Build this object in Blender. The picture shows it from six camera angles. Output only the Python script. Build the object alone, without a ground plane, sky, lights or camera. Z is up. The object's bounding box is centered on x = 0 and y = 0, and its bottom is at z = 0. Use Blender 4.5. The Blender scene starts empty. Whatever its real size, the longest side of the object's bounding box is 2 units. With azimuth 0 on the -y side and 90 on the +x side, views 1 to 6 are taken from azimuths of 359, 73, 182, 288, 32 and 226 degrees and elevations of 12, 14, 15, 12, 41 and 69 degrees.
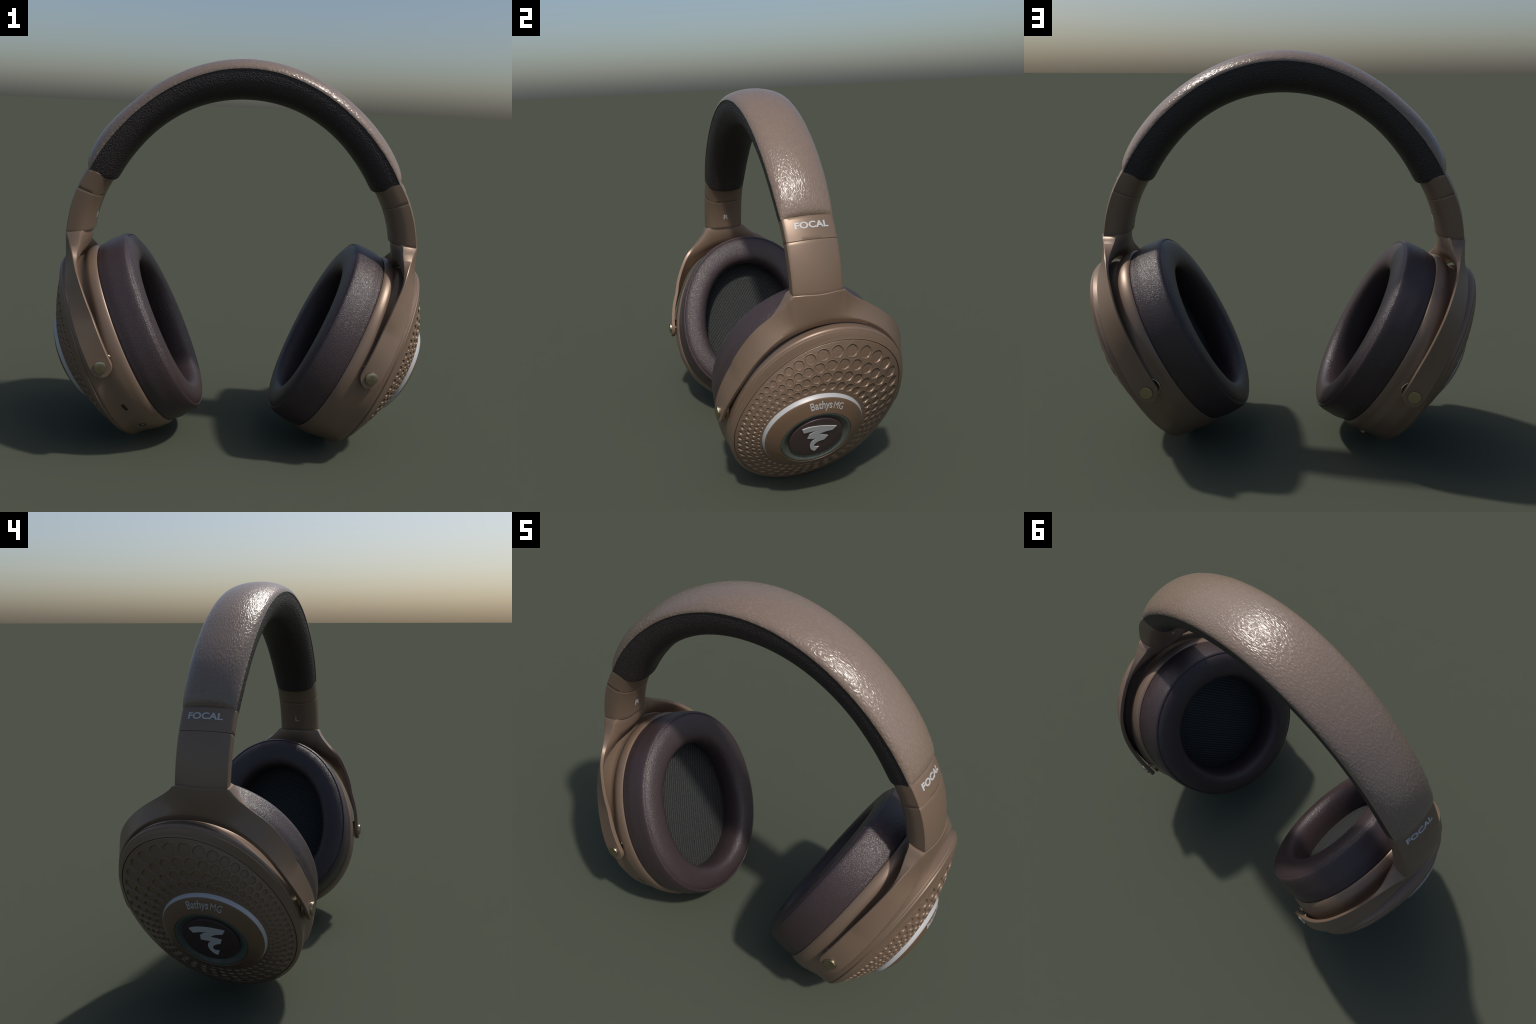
import bpy, math
import numpy as np
from mathutils import Vector, Matrix

rng = np.random.default_rng(7)
sc = bpy.context.scene
TAU = 2 * np.pi

# ------------------------------------------------------------------ materials
def mat_new(name):
    m = bpy.data.materials.new(name)
    m.use_nodes = True
    nt = m.node_tree
    b = nt.nodes["Principled BSDF"]
    return m, nt, b

def N(nt, t, **kw):
    n = nt.nodes.new(t)
    for k, v in kw.items():
        setattr(n, k, v)
    return n

def coords(nt, scale=(1, 1, 1), rot=(0, 0, 0)):
    tc = N(nt, "ShaderNodeTexCoord")
    mp = N(nt, "ShaderNodeMapping")
    mp.inputs["Scale"].default_value = scale
    mp.inputs["Rotation"].default_value = rot
    nt.links.new(tc.outputs["Object"], mp.inputs["Vector"])
    return mp.outputs["Vector"]

def noise(nt, vec, scale, detail=4, rough=0.55):
    n = N(nt, "ShaderNodeTexNoise")
    n.inputs["Scale"].default_value = scale
    n.inputs["Detail"].default_value = detail
    n.inputs["Roughness"].default_value = rough
    nt.links.new(vec, n.inputs["Vector"])
    return n.outputs["Fac"]

def math_node(nt, op, a, b=None):
    n = N(nt, "ShaderNodeMath", operation=op)
    for i, x in enumerate((a, b)):
        if x is None:
            continue
        if isinstance(x, (int, float)):
            n.inputs[i].default_value = x
        else:
            nt.links.new(x, n.inputs[i])
    return n.outputs[0]

def bump(nt, b, height, strength, dist=0.002):
    n = N(nt, "ShaderNodeBump")
    n.inputs["Strength"].default_value = strength
    n.inputs["Distance"].default_value = dist
    nt.links.new(height, n.inputs["Height"])
    nt.links.new(n.outputs["Normal"], b.inputs["Normal"])

def two_tone(nt, b, fac, c1, c2, lo=0.35, hi=0.65):
    r = N(nt, "ShaderNodeValToRGB")
    r.color_ramp.elements[0].position = lo
    r.color_ramp.elements[1].position = hi
    r.color_ramp.elements[0].color = (*c1, 1)
    r.color_ramp.elements[1].color = (*c2, 1)
    nt.links.new(fac, r.inputs["Fac"])
    nt.links.new(r.outputs["Color"], b.inputs["Base Color"])

def mul(c, k):
    return tuple(x * k for x in c)

PAINT = (0.200, 0.137, 0.096)
def make_paint(name, col, metallic=0.30, rough=0.40, grain=0.05):
    m, nt, b = mat_new(name)
    v = coords(nt)
    f = noise(nt, v, 900, 2)
    two_tone(nt, b, f, mul(col, 0.96), mul(col, 1.04))
    b.inputs["Metallic"].default_value = metallic
    b.inputs["Roughness"].default_value = rough
    bump(nt, b, f, grain, 0.001)
    return m
M_PAINT = make_paint("satin_brown_paint", PAINT)
M_COVER = make_paint("satin_brown_cover", (0.190, 0.129, 0.089), 0.30, 0.42)
M_BADGE = make_paint("satin_brown_badge", (0.172, 0.108, 0.068), 0.30, 0.40)

def make_leather(name, col, scale, strength, rough, dist, spec=0.5, stretch=(1, 1, 1), warp_amount=0.8):
    m, nt, b = mat_new(name)
    v = coords(nt, stretch)
    warp = N(nt, "ShaderNodeTexNoise")
    warp.inputs["Scale"].default_value = scale * 0.5
    nt.links.new(v, warp.inputs["Vector"])
    add = N(nt, "ShaderNodeVectorMath", operation="MULTIPLY_ADD")
    nt.links.new(warp.outputs["Color"], add.inputs[0])
    add.inputs[1].default_value = (warp_amount / scale,) * 3
    nt.links.new(v, add.inputs[2])
    vo = N(nt, "ShaderNodeTexVoronoi", feature="DISTANCE_TO_EDGE")
    vo.inputs["Scale"].default_value = scale
    nt.links.new(add.outputs[0], vo.inputs["Vector"])
    mr = N(nt, "ShaderNodeMapRange", interpolation_type="SMOOTHSTEP")
    mr.inputs["From Max"].default_value = 0.42
    nt.links.new(vo.outputs["Distance"], mr.inputs["Value"])
    n1 = noise(nt, v, scale * 0.9, 4, 0.55)
    h = math_node(nt, "ADD", math_node(nt, "MULTIPLY", mr.outputs["Result"], 0.34), math_node(nt, "MULTIPLY", n1, 0.60))
    two_tone(nt, b, h, mul(col, 0.88), mul(col, 1.05), 0.25, 0.75)
    b.inputs["Roughness"].default_value = rough
    b.inputs["Specular IOR Level"].default_value = spec
    bump(nt, b, h, strength, dist)
    return m
M_LEATHER = make_leather("brown_grained_leather", (0.212, 0.154, 0.119), 92, 0.29, 0.27, 0.010, 0.6, (0.45, 1.35, 0.45), 1.7)
M_CUSHION = make_leather("black_grained_leather", (0.034, 0.027, 0.027), 115, 0.50, 0.45, 0.010, 0.35, (0.75, 1.0, 0.75))
M_PAD = make_leather("dark_plum_leather", (0.047, 0.031, 0.033), 200, 0.52, 0.36, 0.004, 0.5)

def make_plain(name, col, rough=0.5, metallic=0.0, spec=0.5):
    m, nt, b = mat_new(name)
    v = coords(nt)
    f = noise(nt, v, 400, 2)
    two_tone(nt, b, f, mul(col, 0.97), mul(col, 1.03))
    b.inputs["Roughness"].default_value = rough
    b.inputs["Metallic"].default_value = metallic
    b.inputs["Specular IOR Level"].default_value = spec
    return m
M_WHITE = make_plain("silver_trim", (0.40, 0.40, 0.40), 0.45, 0.1)
M_INK = make_plain("silver_print", (0.45, 0.45, 0.45), 0.45)
M_BUTTON = make_plain("dark_brown_badge", (0.052, 0.033, 0.032), 0.45)
M_INK_SOFT = make_plain("dull_silver_print", (0.34, 0.33, 0.32), 0.5)
M_DARK = make_plain("dark_socket", (0.006, 0.006, 0.007), 0.4)
M_CHROME = make_plain("chrome", (0.6, 0.6, 0.62), 0.2, 1.0)

def make_gold():
    m, nt, b = mat_new("brushed_pale_gold")
    b.inputs["Base Color"].default_value = (0.46, 0.39, 0.27, 1)
    b.inputs["Metallic"].default_value = 1.0
    b.inputs["Roughness"].default_value = 0.24
    b.inputs["Anisotropic"].default_value = 0.65
    t = N(nt, "ShaderNodeTangent", direction_type="RADIAL", axis="Z")
    nt.links.new(t.outputs["Tangent"], b.inputs["Tangent"])
    return m
M_GOLD = make_gold()

def make_grille():
    m, nt, b = mat_new("grey_green_perforated_ring")
    v = coords(nt)
    vo = N(nt, "ShaderNodeTexVoronoi")
    vo.inputs["Scale"].default_value = 230
    vo.inputs["Randomness"].default_value = 0.0
    nt.links.new(v, vo.inputs["Vector"])
    two_tone(nt, b, vo.outputs["Distance"], (0.030, 0.034, 0.030), (0.090, 0.100, 0.086), 0.30, 0.45)
    b.inputs["Roughness"].default_value = 0.5
    bump(nt, b, vo.outputs["Distance"], 0.4, 0.001)
    return m
M_GRILLE = make_grille()
M_GRILLE_LIP = make_plain("grey_green_ring", (0.085, 0.098, 0.084), 0.5, 0.1)

def make_mesh_cloth():
    m, nt, b = mat_new("dark_knit_mesh")
    # knitted rows: fine waves along two directions broken up by noise
    v = coords(nt, rot=(0.75, 0, 0))
    w1 = N(nt, "ShaderNodeTexWave", bands_direction="Y")
    w1.inputs["Scale"].default_value = 22
    w1.inputs["Distortion"].default_value = 1.2
    w1.inputs["Detail Scale"].default_value = 30
    nt.links.new(v, w1.inputs["Vector"])
    w2 = N(nt, "ShaderNodeTexWave", bands_direction="Z")
    w2.inputs["Scale"].default_value = 30
    w2.inputs["Distortion"].default_value = 1.5
    w2.inputs["Detail Scale"].default_value = 30
    nt.links.new(v, w2.inputs["Vector"])
    n1 = noise(nt, v, 120, 3)
    h = math_node(nt, "MULTIPLY", w1.outputs["Fac"], math_node(nt, "ADD", math_node(nt, "MULTIPLY", w2.outputs["Fac"], 0.45), 0.55))
    h2 = math_node(nt, "MULTIPLY", h, math_node(nt, "ADD", n1, 0.35))
    two_tone(nt, b, h2, (0.012, 0.013, 0.013), (0.085, 0.088, 0.085), 0.38, 1.05)
    b.inputs["Roughness"].default_value = 0.8
    bump(nt, b, h2, 0.8, 0.004)
    return m
M_CLOTH = make_mesh_cloth()

# ------------------------------------------------------------------ helpers
root = bpy.data.objects.new("headphones", None)
sc.collection.objects.link(root)
root["label"] = "brown over-ear headphones with dimpled oval cups and leather headband"
root["category"] = "headphones"

def make_obj(name, verts, faces, mat, parent=root, origin=None, smooth=True, angle=35, mats=None, fmat=None):
    verts = np.asarray(verts, float)
    o = np.array(origin if origin is not None else (0, 0, 0), float)
    me = bpy.data.meshes.new(name)
    me.from_pydata((verts - o).tolist(), [], [list(map(int, f)) for f in faces])
    for mm in (mats or [mat]):
        me.materials.append(mm)
    if fmat is not None:
        me.polygons.foreach_set("material_index", np.asarray(fmat, np.int32))
    me.validate()
    me.update()
    if smooth:
        me.polygons.foreach_set("use_smooth", [True] * len(me.polygons))
        me.set_sharp_from_angle(angle=math.radians(angle))
    ob = bpy.data.objects.new(name, me)
    sc.collection.objects.link(ob)
    ob.location = o
    if parent is not None:
        ob.parent = parent
        po = Vector((0, 0, 0))
        q = parent
        while q is not None:
            po += q.location
            q = q.parent
        ob.location = Vector(o) - po
    return ob

def grid_faces(nr, nc, closed=True, flip=False):
    f = []
    for i in range(nr - 1):
        a = i * nc
        for j in range(nc if closed else nc - 1):
            k = (j + 1) % nc
            q = [a + j, a + k, a + nc + k, a + nc + j]
            f.append(q[::-1] if flip else q)
    return f

def cubic(xs, ys, x):
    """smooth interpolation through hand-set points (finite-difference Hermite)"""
    xs = np.asarray(xs, float); ys = np.asarray(ys, float); x = np.clip(x, xs[0], xs[-1])
    h = np.diff(xs); d = np.diff(ys) / h
    m = np.zeros_like(ys); m[0], m[-1] = d[0], d[-1]
    for i in range(1, len(ys) - 1):
        if d[i - 1] * d[i] > 0:
            m[i] = 2 * d[i - 1] * d[i] / (d[i - 1] + d[i])
    i = np.clip(np.searchsorted(xs, x) - 1, 0, len(xs) - 2)
    t = (x - xs[i]) / h[i]
    return ((2*t**3 - 3*t**2 + 1) * ys[i] + (t**3 - 2*t**2 + t) * h[i] * m[i]
            + (-2*t**3 + 3*t**2) * ys[i+1] + (t**3 - t**2) * h[i] * m[i+1])

def smooth01(a, b, x):
    t = np.clip((x - a) / (b - a), 0, 1)
    return t * t * (3 - 2 * t)

# cup frame on the +x side: u backwards, v up along the cup, w outwards
C0 = np.array([0.640, -0.010, 0.480])
TILT, ROLL, YAW = math.radians(25.8), math.radians(-5.0), math.radians(-0.5)
_n = np.array([math.cos(TILT), 0, -math.sin(TILT)])
_b = np.array([math.sin(TILT), 0, math.cos(TILT)])
_a = np.array([0, 1.0, 0])
_Rz = np.array([[math.cos(YAW), -math.sin(YAW), 0], [math.sin(YAW), math.cos(YAW), 0], [0, 0, 1]])
_n, _a, _b = _Rz @ _n, _Rz @ _a, _Rz @ _b
E1 = math.cos(ROLL) * _a + math.sin(ROLL) * _b
E2 = math.cos(ROLL) * _b - math.sin(ROLL) * _a
def to_world(uvw, side=1):
    uvw = np.asarray(uvw, float)
    P = C0 + uvw[:, :1] * E1 + uvw[:, 1:2] * E2 + uvw[:, 2:3] * _n
    if side < 0:
        P = P * np.array([-1, 1, 1])
    return P
def cup_origin(side):
    return C0 * np.array([side, 1, 1])

def oval(c, R, a2, b2, w, th):
    r = R * (1 + a2 * np.cos(2 * th) + b2 * np.sin(2 * th))
    return np.stack([c[0] + r * np.cos(th), c[1] + r * np.sin(th), np.zeros_like(th) + w], 1)

def cup_mesh(name, rings, mat, side, parent, closed=True, cap=None, angle=35, mats=None, fmat=None, flip=False):
    """loft of closed rings given in cup coordinates; cap: 'end' / 'start'"""
    nc = len(rings[0])
    V = np.concatenate(rings)
    F = grid_faces(len(rings), nc, True, flip=(side < 0) != flip)
    extra = []
    if cap in ("end", "both"):
        f = list(range((len(rings) - 1) * nc, len(rings) * nc))
        extra.append(f if ((side > 0) != flip) else f[::-1])
    if cap in ("start", "both"):
        f = list(range(nc))
        extra.append(f[::-1] if ((side > 0) != flip) else f)
    fm = None
    if fmat is not None:
        fm = np.repeat(np.asarray(fmat), nc).tolist() + [fmat[-1]] * len(extra)
    return make_obj(name, to_world(V, side), F + extra, mat, parent, cup_origin(side), angle=angle, mats=mats, fmat=fm)

# ------------------------------------------------------------------ ear cups
J = dict(c=(0.000, 0.023), R=0.467, a2=-0.084, b2=0.045)     # pad / shell joint
CR = dict(c=(0.010, 0.036), R=0.472, a2=-0.095, b2=0.036, su=0.008, sv=-0.029)    # outer shell edge
GR = dict(c=(0.000, 0.046), R=0.431, a2=-0.080, b2=0.070, su=0.008, sv=-0.029)   # groove around the cover
SM = dict(c=(0.001, 0.031), R=0.447, a2=-0.084, b2=0.040)    # pad seam
HO = dict(c=(0.000, 0.014), R=0.308, a2=-0.110, b2=0.040)    # pad opening
DISC = np.array([-0.055, 0.039])                             # badge centre
W_J, W_CR, W_GR, W_SM = -0.122, 0.087, 0.114, -0.289

def mixo(A, B, t, dR=0.0):
    o = {k: (1 - t) * A.get(k, 0.0) + t * B.get(k, 0.0) for k in ("R", "a2", "b2", "su", "sv")}
    o["R"] += dR
    o["c"] = tuple((1 - t) * np.array(A["c"]) + t * np.array(B["c"]))
    return o
def ov(A, w, th, dR=0.0):
    P = oval(A["c"], A["R"] + dR, A["a2"], A["b2"], w, th)
    P[:, 2] += A.get("su", 0.0) * P[:, 0] + A.get("sv", 0.0) * P[:, 1]   # plane leaning a little
    return P

def build_shell(side):
    th = np.linspace(0, TAU, 240, endpoint=False)
    rings = [ov(J, -0.095, th, -0.07), ov(J, W_J + 0.001, th, -0.012)]
    # rounded bead next to the pad
    for ang in (0, 15, 30, 45, 60, 75):
        a = math.radians(ang)
        rings.append(ov(J, W_J - 0.002 + 0.034 * (1 - math.cos(a)) ** 0.75, th, -0.004 + 0.0105 * math.sin(a)))
    w0, w1 = W_J + 0.036, W_CR - 0.011
    sn = np.sin(th)
    deep = 0.025 * smooth01(0.0, 0.80, sn) + 0.006 * smooth01(-0.20, 0.0, sn) * smooth01(0.2, -0.3, np.cos(th))
    for k in range(27):
        t = k / 26
        w = w0 + (w1 - w0) * t
        P = ov(mixo(J, CR, smooth01(0.15, 0.9, t), 0.0067 * (1 - smooth01(0.1, 0.8, t))), w, th)
        # hollow in which the yoke nests: round behind the bead, long slope out to the edge
        prof = smooth01(0.0, 0.46, t) * min(1.0, (1.0 - t) / 0.46)
        rad = P[:, :2] - np.array([0, 0.02])
        ln = np.linalg.norm(rad, axis=1, keepdims=True)
        P[:, :2] -= rad / ln * (deep * prof)[:, None]
        # the rear side of the barrel is fuller
        P[:, :2] += rad / ln * (0.012 * smooth01(0.1, 0.9, np.cos(th)) * smooth01(0.0, 0.3, t) * (1 - smooth01(0.6, 1.0, t)))[:, None]
        rings.append(P)
    rings += [ov(CR, W_CR - 0.0045, th, -0.0012), ov(CR, W_CR - 0.0005, th, -0.0042), ov(CR, W_CR + 0.002, th, -0.008)]
    for t in (0.25, 0.5, 0.75, 0.93):
        rings.append(ov(mixo(CR, GR, t), W_CR + 0.001 + (W_GR - 0.0005 - W_CR) * t, th, 0.003 * math.sin(math.pi * t)))
    rings += [ov(GR, W_GR + 0.001, th, 0.0005), ov(GR, W_GR, th, -0.0010), ov(GR, W_GR - 0.007, th, -0.0015), ov(GR, W_GR - 0.011, th, -0.03)]
    return cup_mesh("ear_cup", rings, M_PAINT, side, root, angle=28)

# dimple layout on the cover: four rows sharing their spokes, sizes follow the local width
def cover_point(th, t):
    """th is the angle round the badge; t runs from groove (0) to badge (1)"""
    g = ov(GR, 0.0, th, -0.0035)
    d = np.stack([DISC[0] + 0.246 * np.cos(th), DISC[1] + 0.246 * np.sin(th), 0 * th], 1)
    P = g * (1 - t)[:, None] + d * t[:, None]
    w0 = W_GR + 0.001 + 0.008 * g[:, 0] - 0.029 * g[:, 1]
    P[:, 2] = w0 + (0.202 - w0) * t * (1.42 - 0.42 * t)
    return P
def cover_width(th):
    z = np.zeros_like(th)
    return np.linalg.norm(cover_point(th, z + 1) - cover_point(th, z), axis=1)
ROWS = [(0.185, 0.114), (0.425, 0.101), (0.645, 0.090), (0.845, 0.076)]
def dimple_layout():
    thf = np.linspace(0, TAU, 4000)
    w = cover_width(thf)
    P = cover_point(thf, np.full_like(thf, 0.185))
    ds = np.linalg.norm(np.diff(P, axis=0), axis=1)
    step = 2 * 0.1356 * w
    dens = np.concatenate([[0], np.cumsum(ds / step[:-1])])
    n = int(round(dens[-1]))
    dens *= n / dens[-1]
    cen, rad = [], []
    for k, (t, r) in enumerate(ROWS):
        a = np.interp((np.arange(n) + 0.18 * k) % n, dens, thf)
        cen.append(cover_point(a, np.full(n, t)))
        wd = cover_width(a)
        rad.append(r * wd * np.clip(wd / 0.22, 0.3, 1.0) ** 0.38)
    return np.concatenate(cen), np.concatenate(rad)
DC, DRAD = dimple_layout()

def build_cover(side, cup):
    nth, nt = 1500, 170
    th = np.linspace(0, TAU, nth, endpoint=False)
    rows = [cover_point(th, np.zeros(nth)) + np.array([0, 0, -0.010]), cover_point(th, np.zeros(nth)) + np.array([0, 0, -0.002])]
    body = [cover_point(th, np.full(nth, t)) for t in np.linspace(0.008, 1.0, nt)]
    V = np.concatenate(body)
    # flat-bottomed round recesses with a small raised lip
    dep = np.zeros(len(V))
    for c, r in zip(DC, DRAD):
        lo = np.nonzero((np.abs(V[:, 0] - c[0]) < r * 1.4) & (np.abs(V[:, 1] - c[1]) < r * 1.4))[0]
        d = np.linalg.norm(V[lo] - c, axis=1)
        e = min(0.0018, r * 0.18)
        k = min(1.0, r / 0.014)
        ph = rng.uniform(0, TAU, 3)
        an = np.arctan2(V[lo, 1] - c[1], V[lo, 0] - c[0])
        d = d * (1 + 0.020 * np.sin(3 * an + ph[0]) + 0.018 * np.sin(5 * an + ph[1]))
        f = -0.0052 * k * (1 - smooth01(r - e, r, d)) + 0.0010 * k * np.exp(-((d - r - 0.0008) / 0.0012) ** 2)
        dep[lo] += f
    # normal of the undimpled cover
    G = V.reshape(nt, nth, 3)
    du = np.roll(G, -1, 1) - np.roll(G, 1, 1)
    dv = np.gradient(G, axis=0)
    nn = np.cross(du, dv); nn /= np.linalg.norm(nn, axis=2, keepdims=True)
    if nn[..., 2].mean() < 0:
        nn = -nn
    # slight cast unevenness
    f2 = rng.uniform(-1, 1, (14, 2)) * 420
    p2 = rng.uniform(0, TAU, 14)
    fine = np.sin(V[:, :2] @ f2.T + p2).sum(1) * 0.00005
    wav = fine + 0.0003 * np.sin(V[:, 0] * 70 + 2 * np.sin(V[:, 1] * 45)) * np.sin(V[:, 1] * 60)
    V = V + nn.reshape(-1, 3) * (dep + wav)[:, None]
    V = np.concatenate(rows + [V])
    F = grid_faces(nt + 2, nth, True, flip=(side < 0))
    return make_obj("dimpled_cover", to_world(V, side), F, M_COVER, cup, cup_origin(side), angle=50)

def circ(R, w, th, c=DISC):
    return np.stack([c[0] + R * np.cos(th), c[1] + R * np.sin(th), np.zeros_like(th) + w], 1)

PLATE = [(0.2405, 0.2225), (0.2385, 0.2245), (0.220, 0.2335), (0.195, 0.2460), (0.1735, 0.2545)]   # radius, height of the badge face
def plate_h(r):
    q = PLATE[::-1]
    return np.interp(r, [a for a, _ in q], [b for _, b in q])

def build_badge(side, cup):
    th = np.linspace(0, TAU, 192, endpoint=False)
    cup_mesh("trim_ring", [circ(0.249, 0.170, th), circ(0.248, 0.199, th), circ(0.2450, 0.213, th), circ(0.2415, 0.2210, th), circ(0.2395, 0.2215, th), circ(0.235, 0.215, th)],
             M_WHITE, side, cup, angle=40)
    cup_mesh("badge_plate", [circ(0.2410, 0.2185, th)] + [circ(r, w, th) for r, w in PLATE] + [circ(0.1722, 0.2525, th), circ(0.1713, 0.239, th)],
             M_BADGE, side, cup, angle=40)
    cup_mesh("grille_ring", [circ(0.1714, 0.241, th), circ(0.1707, 0.2525, th), circ(0.168, 0.2540, th), circ(0.161, 0.2540, th), circ(0.158, 0.2525, th), circ(0.145, 0.2440, th), circ(0.134, 0.239, th), circ(0.120, 0.2365, th)],
             None, side, cup, angle=30, mats=[M_GRILLE_LIP, M_GRILLE], fmat=[0, 0, 0, 0, 1, 1, 1])
    cup_mesh("badge_disc", [circ(0.1325, 0.233, th), circ(0.1320, 0.2490, th), circ(0.1300, 0.2520, th), circ(0.125, 0.2532, th), circ(0.08, 0.2548, th), circ(0.03, 0.2552, th)],
             M_BUTTON, side, cup, cap="end", angle=40)

# emblem: a brush-stroke zigzag, outline in badge coordinates as seen from outside
EMBLEM = [(-.086, .077), (-.049, .089), (.014, .089), (.085, .075), (.070, .050), (.033, .044), (.002, .027), (.028, .022), (.056, .013), (.043, -.014),
          (.016, -.023), (.002, -.037), (-.001, -.051), (.007, -.061), (.027, -.063), (.011, -.094), (-.008, -.080), (-.020, -.056), (-.022, -.032), (-.013, -.012), (.004, -.001),
          (-.046, .007), (-.042, .036), (-.022, .051), (.000, .059), (-.040, .056), (-.073, .050)]
SHARP = {0, 3, 4, 6, 8, 9, 14, 15, 20, 21, 22, 24, 26}
def outline_smooth(pts, sharp, n=6):
    out = []
    m = len(pts); P = np.array(pts)
    for i in range(m):
        a, b = P[i], P[(i + 1) % m]
        ta = (b - P[i - 1]) * 0.5 if i not in sharp else (b - a) * 1.0
        tb = (P[(i + 2) % m] - a) * 0.5 if (i + 1) % m not in sharp else (b - a) * 1.0
        for k in range(n):
            t = k / n
            out.append((2*t**3-3*t**2+1)*a + (t**3-2*t**2+t)*ta + (-2*t**3+3*t**2)*b + (t**3-t**2)*tb)
    return np.array(out)

def build_emblem(side, cup):
    o = outline_smooth(EMBLEM, SHARP)[::-1]
    import mathutils
    tri = mathutils.geometry.tessellate_polygon([[Vector((x, y, 0)) for x, y in o]])
    n = len(o)
    lift = lambda z: np.stack([DISC[0] + side * o[:, 0], DISC[1] + o[:, 1] - 0.002, z - 0.02 * (o[:, 0] ** 2 + o[:, 1] ** 2) * 8 * 0.015], 1)
    V = np.concatenate([lift(np.full(n, 0.2535)), lift(np.full(n, 0.2575))])
    F = []
    for t in tri:
        a, b, c = (i + n for i in t)
        F.append([a, b, c])
    for i in range(n):
        k = (i + 1) % n
        F.append([i, k, k + n, i + n])
    ob = make_obj("emblem", to_world(V, side), F, M_INK, cup, cup_origin(side), angle=30)
    fix_normals(ob)

def fix_normals(ob):
    import bmesh
    bm = bmesh.new(); bm.from_mesh(ob.data)
    bmesh.ops.recalc_face_normals(bm, faces=bm.faces)
    bm.to_mesh(ob.data); bm.free()

def text_mesh(body, size, depth, offset=0.0, spacing=1.0, shear=0.0):
    cu = bpy.data.curves.new("lettering_source", "FONT")
    cu.body = body; cu.size = size; cu.extrude = depth; cu.offset = offset
    cu.align_x = "CENTER"; cu.align_y = "CENTER"; cu.space_character = spacing; cu.shear = shear
    cu.resolution_u = 6
    ob = bpy.data.objects.new("lettering_source", cu)
    sc.collection.objects.link(ob)
    dg = bpy.context.evaluated_depsgraph_get()
    me = ob.evaluated_get(dg).to_mesh()
    V = np.array([v.co[:] for v in me.vertices]); F = [list(p.vertices) for p in me.polygons]
    ob.evaluated_get(dg).to_mesh_clear()
    bpy.data.objects.remove(ob); bpy.data.curves.remove(cu)
    return V, F

def build_cup_text(side, cup):
    # two words of different weight, bent round the badge
    for body, size, weight, x0, x1 in (("Bathys", 0.046, 0.0004, -0.079, 0.021), ("MG", 0.042, -0.0002, 0.030, 0.079)):
        V, F = text_mesh(body, size, 0.0010, weight, 1.0)
        x = x0 + (V[:, 0] - V[:, 0].min()) / (V[:, 0].max() - V[:, 0].min()) * (x1 - x0)
        y = V[:, 1] - V[:, 1].min() - (0.0 if body == "MG" else 0.0095)
        r = 0.196 + y
        a = math.radians(85.5) - x / 0.200
        z = plate_h(r) + 0.0010 + V[:, 2] * 0.9
        P = np.stack([DISC[0] + side * r * np.cos(a), DISC[1] + r * np.sin(a), z], 1)
        ob = make_obj("lettering", to_world(P, side), F, M_INK_SOFT, cup, cup_origin(side), smooth=False)
        fix_normals(ob)
    # tiny line of print at the lower edge of the badge
    V, F = text_mesh("------------", 0.012, 0.0006, 0.0, 1.2)
    x = V[:, 0] / (V[:, 0].max() - V[:, 0].min()) * 0.10
    y = V[:, 1] - V[:, 1].min()
    r = 0.222 - y * 0.6
    a = math.radians(-90) + x / 0.222
    z = plate_h(r) + 0.0008 + V[:, 2]
    P = np.stack([DISC[0] + side * r * np.cos(a), DISC[1] + r * np.sin(a), z], 1)
    ob = make_obj("fine_print", to_world(P, side), F, M_INK_SOFT, cup, cup_origin(side), smooth=False)
    ob["kind"] = "stuff"
    fix_normals(ob)

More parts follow.
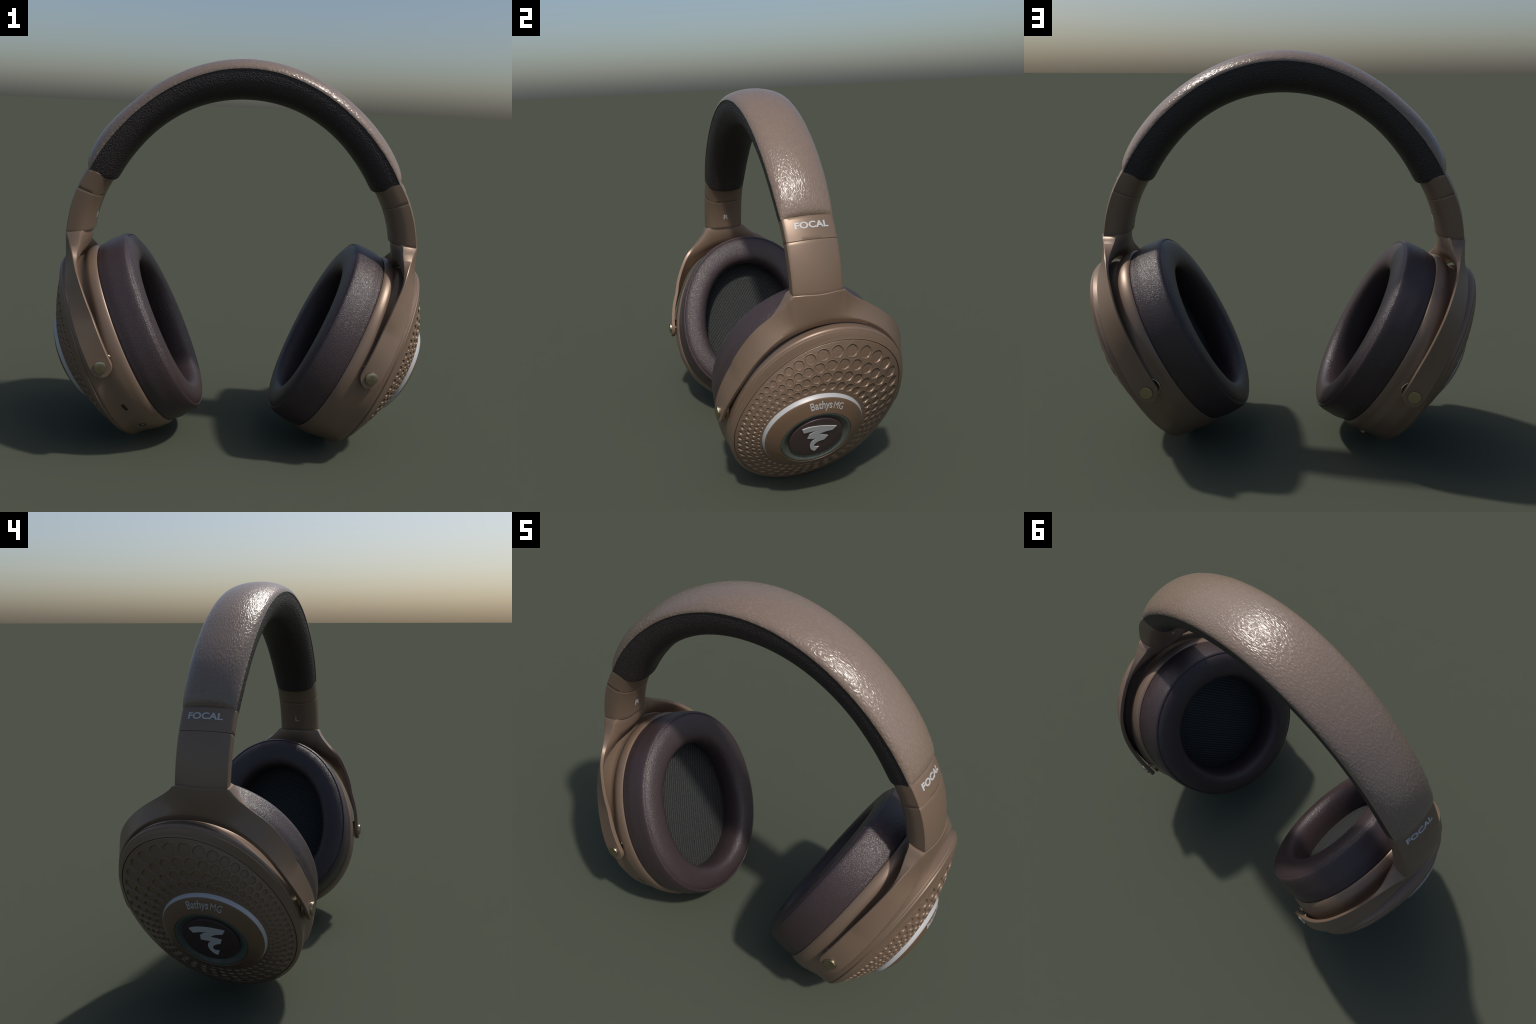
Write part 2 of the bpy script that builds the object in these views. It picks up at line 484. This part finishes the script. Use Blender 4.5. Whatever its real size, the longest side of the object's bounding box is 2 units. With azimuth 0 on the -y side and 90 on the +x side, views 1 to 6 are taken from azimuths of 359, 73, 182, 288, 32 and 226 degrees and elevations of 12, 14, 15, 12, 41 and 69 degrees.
def build_pad(side):
    th = np.linspace(0, TAU, 220, endpoint=False)
    rings = [ov(J, W_J + 0.010, th, -0.022), ov(J, W_J + 0.001, th, -0.010), ov(J, W_J - 0.006, th, -0.0045)]
    for t in np.linspace(0.06, 0.80, 8):
        rings.append(ov(mixo(J, SM, t), W_J - 0.006 + (W_SM - W_J + 0.006) * t, th, -0.0045 + 0.010 * smooth01(0, 0.35, t) + 0.008 * t))
    # rounded corner, stitch groove, rolled face
    rings += [ov(SM, -0.268, th, 0.0130), ov(SM, -0.276, th, 0.0115), ov(SM, -0.2825, th, 0.0080), ov(SM, -0.2870, th, 0.0030), ov(SM, -0.2870, th, 0.0010), ov(SM, -0.2850, th, -0.0008), ov(SM, -0.2865, th, -0.0026), ov(SM, -0.2900, th, -0.0055)]
    face = [(0.06, -0.2950), (0.15, -0.3005), (0.27, -0.3035), (0.40, -0.3055), (0.53, -0.3060), (0.66, -0.3045), (0.78, -0.3000), (0.87, -0.2920), (0.935, -0.2800), (0.975, -0.2640), (0.99, -0.243), (0.975, -0.212), (0.92, -0.178), (0.83, -0.142), (0.81, -0.132)]
    S2 = dict(SM); S2["R"] -= 0.0055
    for t, w in face:
        rings.append(ov(mixo(S2, HO, t), w, th))
    V = np.concatenate(rings)
    # the leather is not perfectly even
    lean = np.clip((-0.15 - V[:, 2]) / 0.14, 0, 1)
    wob = 0.0016 * np.sin(5 * np.arctan2(V[:, 1], V[:, 0]) + 1.0) * lean
    V[:, :2] *= (1 + wob)[:, None]
    F = grid_faces(len(rings), len(th), True, flip=not (side < 0))
    pad = make_obj("ear_pad", to_world(V, side), F, M_PAD, root, cup_origin(side), angle=60)
    fix_normals(pad)
    # speaker cloth inside the opening, slightly domed
    cl = [ov(HO, -0.140, th, 0.030)]
    for k, w in ((0.9, -0.1425), (0.7, -0.146), (0.45, -0.149), (0.2, -0.150), (0.05, -0.150)):
        H = dict(HO); H["R"] *= k * 1.07
        cl.append(ov(H, w, th))
    cup_mesh("speaker_cloth", cl, M_CLOTH, side, pad, cap="end", flip=True)

# ------------------------------------------------------------------ yoke
def build_yoke(side):
    f_in = [-90, -81, -72, -63, -54, -45, -36, -27, -18, -11, -6.8, -4.2, 6.3, 16.8, 19.2, 22, 27, 36, 45, 54, 63, 72, 81, 90]
    r_in = [.478, .487, .503, .527, .553, .576, .591, .605, .622, .642, .663, .682, .673, .686, .660, .636, .609, .578, .541, .509, .481, .471, .465, .462]
    f_out = [-90, -81, -72, -63, -54, -45, -36, -27, -18, -9, 0, 9, 18, 27, 36, 45, 54, 63, 72, 81, 90]
    r_out = [.476, .477, .481, .491, .507, .525, .543, .558, .567, .571, .571, .566, .553, .536, .515, .492, .472, .460, .455, .456, .459]
    w_out = [.052, .054, .056, .057, .056, .052, .045, .037, .029, .023, .021, .022, .026, .032, .040, .046, .051, .054, .054, .053, .052]
    RE = 0.056
    ph = np.linspace(-90, 90, 181)
    vend = RE * np.sin(np.linspace(0, np.pi / 2, 12))[1:]
    secs = []
    def section(I, O, Ii, Oi, ctrl_o, ctrl_i, dirn):
        """closed loop in (u,v,w): outer face I->O, then inner face Oi->Ii, with small chamfers"""
        def bez(a, c, b, n):
            t = np.linspace(0, 1, n)[:, None]
            return (1 - t) ** 2 * a + 2 * t * (1 - t) * c + t ** 2 * b
        def cut(a, b, d):
            l = np.linalg.norm(b - a)
            return a + (b - a) * min(0.4, d / max(l, 1e-6))
        o = bez(cut(I, O, .003), ctrl_o, cut(O, I, .003), 9)
        i = bez(cut(Oi, Ii, .003), ctrl_i, cut(Ii, Oi, .003), 9)
        return np.concatenate([o, [cut(O, Oi, .003), cut(Oi, O, .003)], i, [cut(Ii, I, .003), cut(I, Ii, .003)]])
    def at(phi, shrink=None, vv=None):
        t = math.radians(90 + phi)           # +phi towards the front (-u)
        rad = np.array([math.cos(t), math.sin(t), 0.0])
        ri = float(cubic(f_in, r_in, np.array(phi))); ro = float(cubic(f_out, r_out, np.array(phi))); wo = float(cubic(f_out, w_out, np.array(phi)))
        wi = -0.045 - 0.011 * smooth01(0, 60, abs(phi))
        thick = 0.022
        if vv is not None:
            wc = (wi + wo) / 2; hw = (wo - wi) / 2 * shrink
            wi, wo = wc - hw, wc + hw
            rad = np.array([math.copysign(1, math.cos(t)), 0, 0]); 
        I = rad * ri + np.array([0, 0, wi]); O = rad * ro + np.array([0, 0, wo])
        if vv is not None:
            I[1] = O[1] = -vv
        k = float(np.exp(-(abs(phi - 6.3) / 20.0) ** 2.2))
        d = thick + (0.112 - thick) * k
        # at the neck the thickness runs along the underside of the arm, further round it is plain sheet thickness
        neck = np.array([0, -0.30, -0.954])
        Ii = I + ((1 - k) * (-rad) * thick + k * neck * d)
        Oi = O - rad * (thick - 0.002 + 0.016 * k) - np.array([0, 0, 0.004])
        bulge = 0.020 * max(0.0, 1 - ((I[0] + 0.0745) / 0.121) ** 2)
        Ib = I + np.array([0, 0.43, 0.90]) * bulge
        co = (I + O) / 2
        co = co * (1 - k) + k * (Ib + np.array([0, -0.050, 0.027]))
        ci = (Ii + Oi) / 2 * (1 - k) + k * np.array([Oi[0], Oi[1] + 0.002, -0.112])
        return section(Ib, O, Ii, Oi, co, ci, rad)
    for v in vend[::-1]:
        secs.append(at(-90, math.sqrt(max(0.0004, 1 - (v / RE) ** 2)), v))
    for f in ph:
        secs.append(at(f))
    for v in vend:
        secs.append(at(90, math.sqrt(max(0.0004, 1 - (v / RE) ** 2)), v))
    nc = len(secs[0])
    F = grid_faces(len(secs), nc) + [list(range(nc))[::-1], list(range((len(secs) - 1) * nc, len(secs) * nc))]
    ob = make_obj("yoke", to_world(np.concatenate(secs), side), F, M_PAINT, root, cup_origin(side), angle=32)
    fix_normals(ob)
    return ob

def lathe(profile, n=48):
    th = np.linspace(0, TAU, n, endpoint=False)
    V = np.concatenate([np.stack([r * np.cos(th), r * np.sin(th), np.full(n, z)], 1) for r, z in profile])
    F = grid_faces(len(profile), n) + [list(range(n))[::-1], list(range((len(profile) - 1) * n, len(profile) * n))]
    return V, F

def build_pivots(side, yoke):
    global bolt_me, bush_me
    if side > 0:
        V, F = lathe([(0.012, -0.03), (0.012, -0.002), (0.0305, -0.002), (0.0305, 0.0060), (0.0295, 0.0085), (0.0270, 0.0095), (0.003, 0.0095)])
        ob = make_obj("t", V, F, M_GOLD, None, angle=30); bolt_me = ob.data; bpy.data.objects.remove(ob)
        V, F = lathe([(0.030, -0.010), (0.051, -0.010), (0.053, -0.008), (0.053, 0.002), (0.051, 0.004), (0.030, 0.004)])
        ob = make_obj("t", V, F, M_GOLD, None, angle=30); bush_me = ob.data; bpy.data.objects.remove(ob)
        bolt_me.name = "pivot_bolt"; bush_me.name = "pivot_bushing"
    m = np.array([side, 1, 1])
    for s, rr in ((-1, 0.461), (1, 0.476)):
        ax = Vector((E1 * s) * m)
        q = Vector((0, 0, 1)).rotation_difference(ax)
        for nm, me, r, w in (("pivot_bolt", bolt_me, rr, -0.002), ("pivot_bushing", bush_me, rr - 0.033, -0.013)):
            ob = bpy.data.objects.new(nm, me)
            sc.collection.objects.link(ob)
            ob.rotation_mode = "QUATERNION"; ob.rotation_quaternion = q
            P = to_world(np.array([[s * r, 0.0, w]]), side)[0]
            ob.parent = yoke
            ob.location = Vector(P) - yoke.location

# ------------------------------------------------------------------ small fittings on the shells
def shell_point(theta_deg, w, lift=0.0):
    th = np.radians(np.array([theta_deg], float))
    t = (w - W_J - 0.036) / (W_CR - 0.010 - W_J - 0.036)
    P = ov(mixo(J, CR, float(smooth01(0.15, 0.9, np.array(t))), 0.0067 * float(1 - smooth01(0.1, 0.8, np.array(t)))), w, th, lift)
    return P[0]

def stadium(name, side, cup, th0, w0, ang, length, width, lo, hi, mat, bevel=0.0015):
    """rounded slot or button lying on the shell; ang is the turn of its long axis from the rim direction"""
    n = 12
    a = np.linspace(-np.pi / 2, np.pi / 2, n)
    h = (length - width) / 2
    prof = [np.concatenate([np.stack([h + k * np.cos(a), k * np.sin(a)], 1), np.stack([-h - k * np.cos(a), -k * np.sin(a)], 1)]) for k in (width / 2, width / 2, width / 2 - bevel, max(width / 2 - bevel * 3, 0.001))]
    hs = (lo, hi - bevel, hi, hi)
    R = np.linalg.norm(shell_point(th0, w0)[:2])
    V = []
    for p, z in zip(prof, hs):
        for x, y in p:
            xx = x * math.cos(ang) - y * math.sin(ang); yy = x * math.sin(ang) + y * math.cos(ang)
            V.append(shell_point(th0 + math.degrees(xx / R), w0 + yy, z))
    m = 2 * n
    F = grid_faces(4, m) + [list(range(3 * m, 4 * m))]
    ob = make_obj(name, to_world(np.array(V), side), F, mat, cup, cup_origin(side), angle=40)
    fix_normals(ob)

def build_fittings(side, cup):
    if side < 0:
        stadium("charging_socket", side, cup, -144.6, -0.003, -0.15, 0.042, 0.017, -0.004, 0.0012, M_DARK, 0.0006)
        stadium("audio_socket", side, cup, -124.7, -0.020, 0.0, 0.031, 0.030, -0.004, 0.0012, M_DARK, 0.0006)
        stadium("socket_contact", side, cup, -124.7, -0.020, 0.0, 0.016, 0.015, -0.003, 0.0022, M_CHROME, 0.0006)
        stadium("power_switch", side, cup, -67.0, -0.028, 0.0, 0.030, 0.016, -0.004, 0.014, M_PAINT)
        stadium("control_button", side, cup, -49.5, 0.006, 0.16, 0.150, 0.040, -0.004, 0.0022, M_PAINT, 0.0012)
    else:
        stadium("control_button", side, cup, -36.0, 0.012, 0.1, 0.075, 0.036, -0.004, 0.0022, M_PAINT, 0.0012)

# ------------------------------------------------------------------ headband
ZC = 1.10
YC = -0.028
A_END = 67.0
def R_border(a): return cubic([0, 8, 16, 24, 32, 40, 48, 56, 64, 72], [.853, .851, .845, .839, .833, .829, .829, .833, .840, .850], np.abs(a))
def R_crown(a):  return cubic([0, 8, 16, 24, 32, 40, 48, 56, 61, 64, 66, A_END], [.901, .899, .895, .890, .886, .883, .883, .884, .883, .880, .872, .858], np.abs(a)) + 0.007 * smooth01(-40, -55, np.asarray(a, float)) * smooth01(-67, -62, np.asarray(a, float))
def R_under(a):  return cubic([0, 16, 32, 48, 64, 72], [.703, .703, .700, .698, .706, .722], np.abs(a))
def half_w(a):   return cubic([0, 20, 40, 50, 58, 64, A_END, 72], [.140, .138, .135, .133, .130, .126, .1230, .122], np.abs(a))

def arc_pt(a, R, y):
    ar = np.radians(a)
    return np.stack([R * np.sin(ar), y, ZC + R * np.cos(ar)], -1)

def build_headband():
    # leather cover
    na = 260
    al = np.linspace(-A_END, A_END, na)
    m = 41
    q = np.linspace(0, np.pi, m)
    def sup(t, n):
        return np.sign(np.cos(t)) * np.abs(np.cos(t)) ** (2 / n), np.abs(np.sin(t)) ** (2 / n)
    cy, cz = sup(q, 1.95)
    rows = []
    def cover_row(a, inset=0.0, shrink=1.0):
        hw = float(half_w(a)); rb = float(R_border(a)); rc = float(R_crown(a))
        rb2 = rb - 0.004
        top = arc_pt(np.full(m, a), rb2 + (rc - rb2) * cz * shrink, YC + cy * (hw + 0.002) * (1 - inset))
        nb = 9
        cyb = np.linspace(-1, 1, nb + 2)[1:-1]
        bot = arc_pt(np.full(nb, a), np.full(nb, rb2 - 0.004), YC + cyb * hw * (1 - inset))
        return np.concatenate([top, bot])
    V = [cover_row(-A_END, 0.10, 0.35)] + [cover_row(a) for a in al] + [cover_row(A_END, 0.10, 0.35)]
    nc = len(V[0])
    F = grid_faces(len(V), nc) + [list(range(nc)), list(range((len(V) - 1) * nc, len(V) * nc))[::-1]]
    ob = make_obj("headband_cover", np.concatenate(V), F, M_LEATHER, root, (0, 0, 1.1), angle=50)
    fix_normals(ob)
    # cushion under it
    q = np.linspace(0, np.pi, 41)
    cy, cz = sup(q, 2.7)
    V = []
    aend = 67.9
    for a, k in [(-aend, 0.86), (-aend + 0.15, 0.95), (-aend + 0.6, 0.99)] + [(x, 1.0) for x in np.linspace(-aend + 1.2, aend - 1.2, 220)] + [(aend - 0.6, 0.99), (aend - 0.15, 0.95), (aend, 0.86)]:
        hw = float(half_w(a)) - 0.001; rb = float(R_border(a)) - 0.002; ru = float(R_under(a))
        mid = (rb + ru) / 2
        d = (rb - ru)
        V.append(np.concatenate([arc_pt(np.full(41, a), rb - d * cz * (1 - (1 - k) * 0.7), YC + cy * hw * (1 - (1 - k) * 0.4)),
                                 arc_pt(np.full(5, a), np.full(5, rb + 0.002), YC + np.linspace(-0.8, 0.8, 5) * hw)]))
    nc = len(V[0])
    F = grid_faces(len(V), nc) + [list(range(nc)), list(range((len(V) - 1) * nc, len(V) * nc))[::-1]]
    ob = make_obj("headband_cushion", np.concatenate(V), F, M_CUSHION, root, (0, 0, 1.1), angle=50)
    fix_normals(ob)

# arm path on the +x side: outer face point, lean angle of the section, half width
def arm_path(s):
    """s 0 at the headband, 1 at the seam, 2 at the yoke"""
    if s <= 1:
        p0, p1 = np.array([.779, 1.428]), np.array([.830, 1.335]); c = np.array([.8075, 1.384])
        t = s; ang = 26 - 3 * t
    else:
        p0, p1 = np.array([.830, 1.335]), np.array([.8895, 1.1055]); c = np.array([.876, 1.232])
        t = s - 1; ang = 23 - 27 * t
    p = (1 - t) ** 2 * p0 + 2 * t * (1 - t) * c + t * t * p1
    a = math.radians(ang)
    return p, np.array([-math.cos(a), -math.sin(a)]), 0.1215 - 0.0005 * s + 0.0

def arm_section(s, inset=0.0, m=33):
    p, inw, hw = arm_path(s)
    hw = hw - inset
    q = np.linspace(0, np.pi, m)
    n = 2.6
    y = np.sign(np.cos(q)) * np.abs(np.cos(q)) ** (2 / n) * hw
    d = 0.020 + (0.119 - 0.020 - inset) * np.abs(np.sin(q)) ** (2 / n)
    # flat outer face with narrow chamfers
    ys = np.concatenate([y, [-hw, -hw + 0.0025], np.linspace(-hw + 0.012, hw - 0.012, 13), [hw - 0.0025, hw]])
    ds = np.concatenate([d, [0.0025 + inset, inset], np.full(13, inset), [inset, 0.0025 + inset]])
    front = np.zeros(len(ds)); front[m + 2:-2] = 1
    ds = ds - front * 0.020 * (1 - (ys / hw) ** 2)
    XZ = p[None] + ds[:, None] * inw[None]
    return np.stack([XZ[:, 0], YC + ys, XZ[:, 1]], 1)

def build_arm(side):
    m = np.array([side, 1, 1])
    def piece(name, s0, s1, n):
        S = np.linspace(s0, s1, n)
        rows = [arm_section(s0, 0.004), arm_section(s0 + 0.004, 0.0012)] + [arm_section(s) for s in np.linspace(s0 + 0.018, s1 - 0.018, n)] + [arm_section(s1 - 0.004, 0.0012), arm_section(s1, 0.004)]
        nc = len(rows[0])
        V = np.concatenate(rows) * m
        F = grid_faces(len(rows), nc) + [list(range(nc)), list(range((len(rows) - 1) * nc, len(rows) * nc))]
        o = arm_section((s0 + s1) / 2).mean(0) * m
        ob = make_obj(name, V, F, M_PAINT, root, o, angle=40)
        fix_normals(ob)
        return ob
    cap = piece("end_cap", -0.06, 1.0, 8)
    arm = piece("slider_arm", 1.0, 2.004, 20)
    # printed name on the cap, following the face
    V, F = text_mesh("FOCAL", 0.052, 0.0010, 0.0016, 1.02)
    x = V[:, 0] / (V[:, 0].max() - V[:, 0].min()) * 0.160
    y = V[:, 1] / (V[:, 1].max() - V[:, 1].min()) * 0.032
    P = []
    for xx, yy, zz in zip(x, y, V[:, 2]):
        p, inw, _ = arm_path(0.38 - yy / 0.107)
        pz = p - inw * (zz + 0.0008 + 0.020 * (1 - ((xx * side + 0.004) / 0.1215) ** 2))
        P.append((pz[0] * side, -0.024 + xx * side, pz[1]))
    ob = make_obj("lettering", np.array(P), F, M_INK, cap, np.array(P).mean(0), smooth=False)
    fix_normals(ob)
    # channel letter on the inner face of the arm
    V, F = text_mesh("L" if side > 0 else "R", 0.056, 0.0006, 0.0002)
    P = []
    for xx, yy, zz in V:
        s = 1.62 - yy / 0.237
        p, inw, hw = arm_path(s)
        yo = -xx * side - 0.006
        d = 0.020 + 0.099 * (1 - (abs(yo) / hw) ** 2.6) ** (1 / 2.6)
        pz = p + inw * (d + zz + 0.0006)
        P.append((pz[0] * side, YC + yo, pz[1]))
    ob = make_obj("channel_letter", np.array(P), F, M_INK, arm, np.array(P).mean(0), smooth=False)
    fix_normals(ob)

build_headband()
for side in (1, -1):
    cup = build_shell(side)
    build_cover(side, cup)
    build_badge(side, cup)
    build_emblem(side, cup)
    build_cup_text(side, cup)
    build_pad(side)
    yk = build_yoke(side)
    build_pivots(side, yk)
    build_fittings(side, cup)
    build_arm(side)
